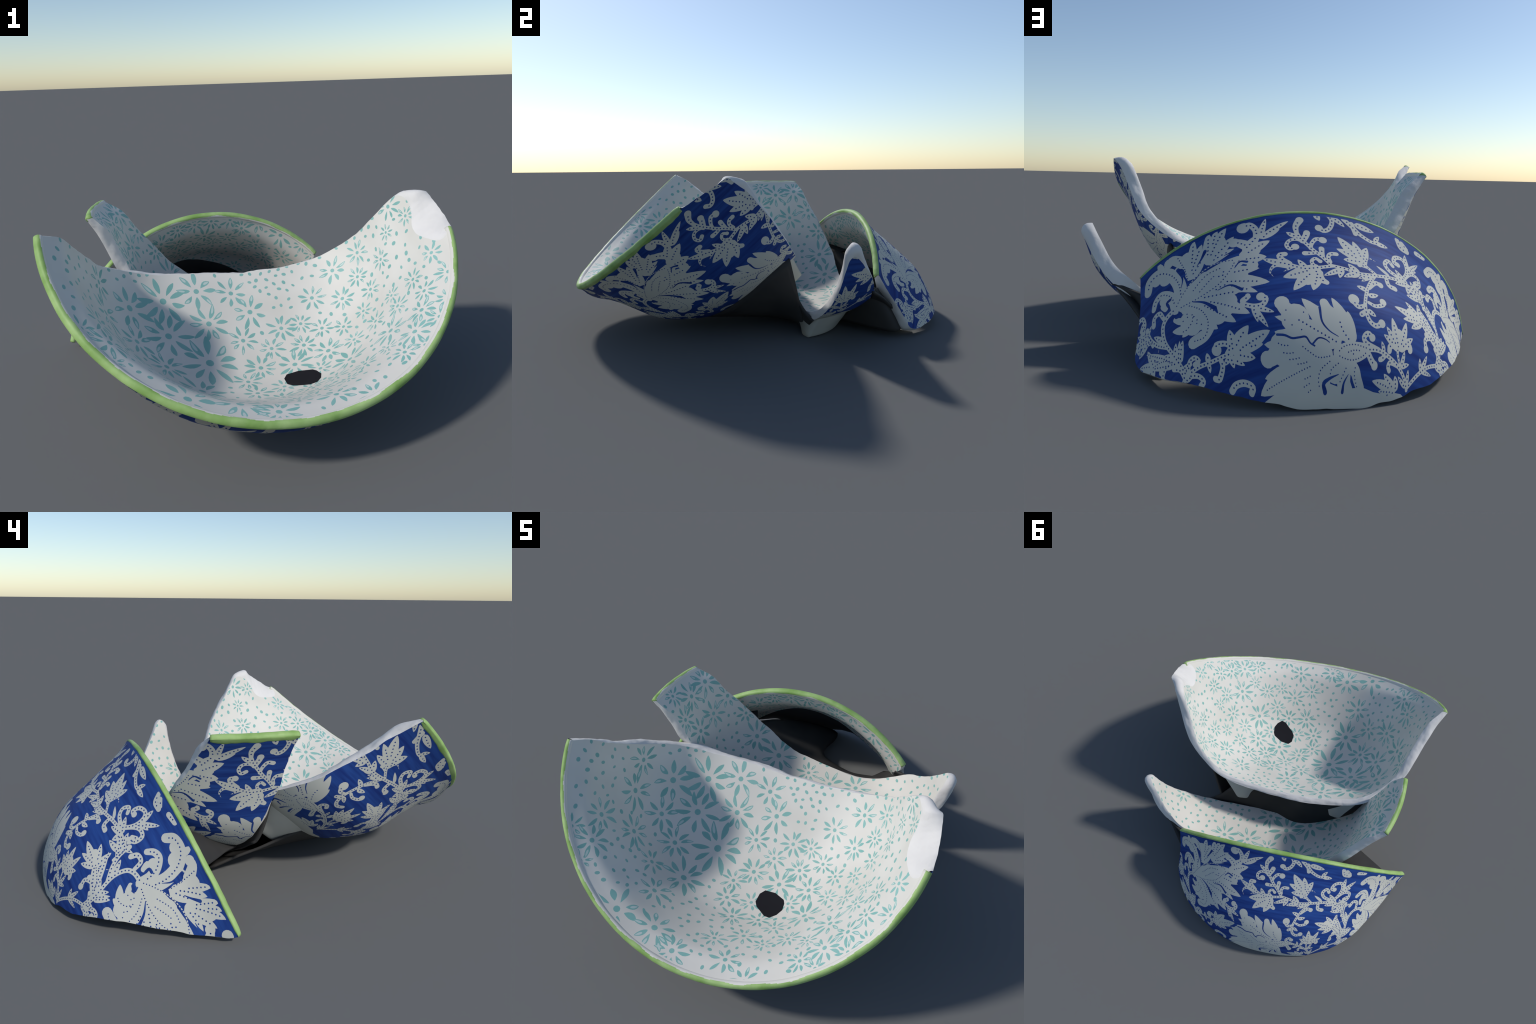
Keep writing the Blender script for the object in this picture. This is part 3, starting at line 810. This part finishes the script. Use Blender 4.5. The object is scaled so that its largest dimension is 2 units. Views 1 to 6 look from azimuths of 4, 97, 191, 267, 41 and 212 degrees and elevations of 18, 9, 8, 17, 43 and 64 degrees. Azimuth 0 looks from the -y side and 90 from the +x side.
# daisies painted on the inside: angle, distance from the centre (thousandths of the wall), radius in mm
DAISIES = {
    "front": [(-163.1, 640, 88), (-155.4, 475, 128), (-159.4, 313, 129), (-167.6, 164, 105), (-120.6, 23, 89), (-148.8, 667, 109), (-139.1, 862, 89), (-137.0, 538, 97), (-133.7, 371, 129), (-118.5, 203, 105), (-54.6, 125, 96), (-130.4, 929, 87), (-130.9, 710, 92), (-120.5, 523, 96), (-103.3, 374, 150), (-79.2, 245, 77), (-40.0, 266, 73), (-27.3, 321, 61), (-3.8, 338, 74), (13.3, 443, 77), (16.1, 575, 64), (22.9, 814, 72), (15.0, 866, 53), (14.9, 750, 43), (6.2, 681, 58), (4.4, 546, 61), (-5.5, 470, 70), (-59.0, 314, 66), (-41.0, 388, 72), (-25.4, 412, 64), (-22.7, 502, 55), (-14.7, 576, 51), (-4.5, 603, 60), (-3.3, 931, 57), (-116.0, 684, 78), (-102.8, 589, 123), (-82.2, 454, 70), (-72.5, 385, 81), (-54.8, 435, 89), (-38.3, 497, 84), (-12.9, 732, 48), (-10.4, 843, 57), (-22.4, 665, 63), (-30.1, 582, 57), (-19.2, 779, 62), (-104.4, 772, 89), (-105.8, 967, 117), (-92.7, 918, 109), (-80.3, 545, 72), (-68.0, 534, 64), (-73.3, 640, 76), (-61.7, 633, 71), (-53.6, 697, 64), (-41.6, 639, 94), (-49.4, 539, 63), (-30.5, 793, 87), (-17.3, 907, 58), (-24.9, 917, 70), (-11.5, 989, 62), (-83.3, 957, 88), (-73.8, 816, 62), (-64.2, 763, 72), (-46.8, 793, 63), (-39.4, 844, 49), (-55.8, 814, 51), (-66.2, 922, 74), (-41.9, 944, 57), (-33.5, 928, 77), (-27.3, 990, 57), (-58.8, 997, 66), (-37.7, 991, 52), (-20.7, 999, 57), (-125.0, 994, 53), (-136.4, 992, 60)],
    "middle": [(176.7, 931, 95), (-173.9, 907, 87), (-166.3, 963, 61), (178.2, 770, 84), (168.2, 817, 85), (-165.4, 838, 80), (-171.1, 737, 89), (157.5, 559, 102), (147.1, 432, 117), (160.7, 696, 67), (124.7, 321, 75), (101.8, 281, 87), (78.5, 332, 93), (152.3, 243, 113), (176.2, 321, 113), (137.7, 121, 92), (35.1, 489, 69), (-171.5, 424, 90)],
    "back": [(75.3, 997, 73), (64.1, 980, 88), (54.0, 999, 61), (56.6, 861, 77), (70.9, 847, 76), (62.9, 753, 72), (87.1, 987, 66), (95.0, 977, 59), (102.1, 967, 59), (109.5, 961, 59)],
}


def tube_outline(spine, w0, w1):
    """outline of a tapering stroke with round ends, as short overlapping pieces"""
    c = resample(spline(spine, 8), 6.0) if len(spine) > 2 else resample(np.array(spine, float), 6.0)
    d = np.gradient(c, axis=0)
    d /= np.linalg.norm(d, axis=1)[:, None] + 1e-9
    nrm = np.stack([-d[:, 1], d[:, 0]], 1)
    f = np.linspace(0, 1, len(c))
    w = (w0 + (w1 - w0) * f) * .435
    w = np.maximum(w, .3)
    pieces = []
    k = 0
    while k < len(c) - 1:
        e = min(k + 5, len(c) - 1)
        L = c[k:e + 1] + nrm[k:e + 1] * w[k:e + 1, None]
        R = c[k:e + 1] - nrm[k:e + 1] * w[k:e + 1, None]
        pieces.append(np.vstack([L, R[::-1]]))
        if e == len(c) - 1:
            break
        k = e - 1
    for p, r, s in ((c[0], w[0], -1), (c[-1], w[-1], 1)):
        if r > 4:
            pieces.append(disc(p, r, 12))
    return c, pieces


def disc(c, r, n=12, squash=1.0, turn=0.0):
    a = np.linspace(0, 2 * math.pi, n, endpoint=False) + .3
    x, y = np.cos(a) * r, np.sin(a) * r * squash
    return np.stack([c[0] + x * math.cos(turn) - y * math.sin(turn), c[1] + x * math.sin(turn) + y * math.cos(turn)], 1)


def lobe_outline(base, tip, w, bend=0.0):
    b, t = np.array(base, float), np.array(tip, float)
    d = t - b
    n = np.array([-d[1], d[0]])
    n /= np.linalg.norm(n) + 1e-9
    u = np.array([0, .12, .28, .45, .6, .74, .86, .95, 1])
    h = u ** .45 * (1 - u) ** .75
    h = h / h.max() * w / 2
    mid = b + d * u[:, None] + n * (bend * w * np.sin(math.pi * u))[:, None]
    L, R = mid + n * h[:, None], mid - n * h[:, None]
    return mid, np.vstack([L, R[-2:0:-1]])


def ornament_repeat():
    """polygons (kind, outline in mm) of one repeat of the print"""
    white, slits, dots = [], [], []
    taken = []

    def dot(p, r=3.4):
        if all((p[0] - q[0]) ** 2 + (p[1] - q[1]) ** 2 > 140 for q in taken):
            taken.append(p)
            dots.append(("dot", disc(p, r, 7)))

    for n, (kind, pts, w0, w1, bulb, dotted) in enumerate(ORNAMENT):
        if kind == "blob":
            white.append(("white", disc(pts[0], w0 * .77, 16)))
        elif kind == "lobe":
            mid, poly = lobe_outline(pts[0], pts[1], w0 * .71, .06 * (-1) ** n)
            white.append(("white", poly))
            if dotted and w0 > 22:
                c = resample(mid, 15.5)
                for p in c[max(1, int(len(c) * .30)):max(2, int(len(c) * .86))]:
                    dot(p)
        else:
            c, pieces = tube_outline(pts, w0, w1)
            (slits if kind == "slit" else white).extend(("dot" if kind == "slit" else "white", p) for p in pieces)
            if bulb:
                white.append(("white", disc(c[-1], bulb, 14)))
            if dotted and kind == "stroke":
                q = resample(c, 12.5 if max(w0, w1) < 19 else 15.5)
                for p in q[1:-1] if len(q) > 3 else q[1:2]:
                    dot(p, 2.8 if max(w0, w1) < 19 else 3.4)
    return white + slits + dots


REPEAT = ornament_repeat()


def outside_motifs(name):
    out = []
    for k in range(-3, 4):
        for kind, poly in REPEAT:
            a = np.radians(PRINT_PHASE[name] + 90 * k) + poly[:, 0] / 740
            if a.min() < -math.pi * 1.02 or a.max() > math.pi * 1.02 + .8:
                continue
            t = poly[:, 1] / 1203
            if t.max() > .985:
                t = np.minimum(t, .985 + (t - .985) * .02)
            out.append((kind, np.stack([t * np.cos(a), t * np.sin(a)], 1)))
    seen, res = set(), []
    for kind, p in out:                             # a full turn repeats itself: keep each piece once
        key = (kind, round(p[:, 0].mean(), 4), round(p[:, 1].mean(), 4))
        if key not in seen:
            seen.add(key)
            res.append((kind, p))
    a = np.radians(np.arange(0, 360, 4))
    t = .418 + .008 * np.sin(a * 9) + .006 * np.sin(a * 23 + 1)
    res.insert(0, ("white", np.stack([t * np.cos(a), t * np.sin(a)], 1)))
    return res


def place(c, local):
    """flat offsets in metres (along the rim, towards the rim) -> chart, round a chart point"""
    t = math.hypot(*c)
    er = np.array(c) / max(t, 1e-6)
    et = np.array([-er[1], er[0]])
    r, _ = SKIN_IN.rz(t)
    k = t / max(float(r), 1e-3) if t > .1 else 1 / SKIN_IN.len
    return np.array(c) + local[:, 1:] * er / SKIN_IN.len + local[:, :1] * et * k


def inside_motifs(name):
    rnd = random.Random(11 + len(name))
    out, centres = [], []
    for a, t, r in DAISIES[name]:
        t /= 1000
        centres.append((t * math.cos(math.radians(a)), t * math.sin(math.radians(a)), r * 1.0 / 1000))
    loop = ccw(np.vstack([chart(BREAK_IN[name]), rim_arc(RIM_SPAN[name], 40)]))
    if name == "back":                              # the shaded inside of the back shard: more of the same
        for _ in range(2500):
            p = (rnd.uniform(-1, 1), rnd.uniform(-1, 1), rnd.uniform(.05, .08))
            if .4 < math.hypot(p[0], p[1]) < 1 and all(math.hypot(p[0] - q[0], p[1] - q[1]) > .88 * (p[2] + q[2]) / 1.14 for q in centres):
                centres.append(p)
    petals = []
    for x, y, r in centres:
        n = rnd.choice((8, 9, 9, 10)) if r > .055 else rnd.choice((8, 8, 9))
        turn = rnd.uniform(0, 6.28)
        loc = disc((0, 0), .115 * r + .0015, 10)
        out.append(("petal", place((x, y), loc)))
        for k in range(n):
            a = turn + 2 * math.pi * (k + rnd.uniform(-.16, .16)) / n
            r0, r1 = r * rnd.uniform(.26, .34), r * rnd.uniform(.80, 1.06)
            w = r * rnd.uniform(.175, .23) * (1.12 if n < 9 else 1)
            u = np.array([0, .1, .25, .45, .65, .82, .94, 1])
            h = np.sin(math.pi * u ** rnd.uniform(.8, 1.35)) ** .75 * w / 2
            rad = r0 + (r1 - r0) * u
            sway = rnd.uniform(-.06, .06) * r * np.sin(math.pi * u)
            ca, sa = math.cos(a), math.sin(a)

            def poly(rad, h, sway):
                X = np.r_[rad, rad[-2:0:-1]]
                Y = np.r_[h + sway, (sway - h)[-2:0:-1]]
                return np.stack([X * ca - Y * sa, X * sa + Y * ca], 1)

            out.append(("petal", place((x, y), poly(rad, h, sway))))
            if rnd.random() < .38:                  # petals drawn as an outline only
                v0 = rnd.uniform(.3, .5)
                q = r0 + (r1 - r0) * (v0 + (.93 - v0) * u)
                h2 = np.interp(q, rad, h) * .52 * np.sin(math.pi * np.clip(u, .02, .98)) ** .4
                s2 = np.interp(q, rad, sway)
                h2[0] = h2[-1] = 0
                out.append(("gap", place((x, y), poly(q, h2, s2))))
    # dots fill what the daisies leave free
    near = {}
    C = np.array(centres)
    trial = np.array([(rnd.uniform(-1, 1), rnd.uniform(-1, 1)) for _ in range(26000)])
    trial = trial[inside_poly(trial, loop) & (np.hypot(trial[:, 0], trial[:, 1]) < .975)]
    free = np.ones(len(trial), bool)
    for x, y, r in C:
        free &= np.hypot(trial[:, 0] - x, trial[:, 1] - y) > r * .93 + .012
    for x, y in trial[free]:
        gap = .0345 * (.80 + .55 * math.hypot(x, y))
        i, j = int(x // .05), int(y // .05)
        if any(math.hypot(x - q[0], y - q[1]) < gap for a in (-1, 0, 1) for b in (-1, 0, 1) for q in near.get((i + a, j + b), ())):
            continue
        near.setdefault((i, j), []).append((x, y))
        loc = disc((0, 0), rnd.uniform(.0092, .0122), 10, rnd.uniform(.62, .85), rnd.uniform(0, 3))
        out.append(("petal", place((x, y), loc)))
    lim = .990
    res = []
    for kind, p in out:
        t = np.hypot(p[:, 0], p[:, 1])
        if t.max() > lim:
            p = p * np.minimum(1, lim / t)[:, None]
        res.append((kind, p))
    if name == "front":
        res.append(("hole", chart(HOLE)))
    return res


# ------------------------------------------------------------------ assemble
root = bpy.data.objects.new("broken_bowl", None)
bpy.context.scene.collection.objects.link(root)
root["label"] = "broken ceramic bowl in three shards, blue floral outside, teal daisies inside"
root["category"] = "broken bowl"

for name in ("front", "middle", "back"):
    mi = inside_motifs(name)
    shard = build_shard(name, root, M, mi, outside_motifs(name))

# scan filler sheets between the shards, coloured dark for the occluded gaps
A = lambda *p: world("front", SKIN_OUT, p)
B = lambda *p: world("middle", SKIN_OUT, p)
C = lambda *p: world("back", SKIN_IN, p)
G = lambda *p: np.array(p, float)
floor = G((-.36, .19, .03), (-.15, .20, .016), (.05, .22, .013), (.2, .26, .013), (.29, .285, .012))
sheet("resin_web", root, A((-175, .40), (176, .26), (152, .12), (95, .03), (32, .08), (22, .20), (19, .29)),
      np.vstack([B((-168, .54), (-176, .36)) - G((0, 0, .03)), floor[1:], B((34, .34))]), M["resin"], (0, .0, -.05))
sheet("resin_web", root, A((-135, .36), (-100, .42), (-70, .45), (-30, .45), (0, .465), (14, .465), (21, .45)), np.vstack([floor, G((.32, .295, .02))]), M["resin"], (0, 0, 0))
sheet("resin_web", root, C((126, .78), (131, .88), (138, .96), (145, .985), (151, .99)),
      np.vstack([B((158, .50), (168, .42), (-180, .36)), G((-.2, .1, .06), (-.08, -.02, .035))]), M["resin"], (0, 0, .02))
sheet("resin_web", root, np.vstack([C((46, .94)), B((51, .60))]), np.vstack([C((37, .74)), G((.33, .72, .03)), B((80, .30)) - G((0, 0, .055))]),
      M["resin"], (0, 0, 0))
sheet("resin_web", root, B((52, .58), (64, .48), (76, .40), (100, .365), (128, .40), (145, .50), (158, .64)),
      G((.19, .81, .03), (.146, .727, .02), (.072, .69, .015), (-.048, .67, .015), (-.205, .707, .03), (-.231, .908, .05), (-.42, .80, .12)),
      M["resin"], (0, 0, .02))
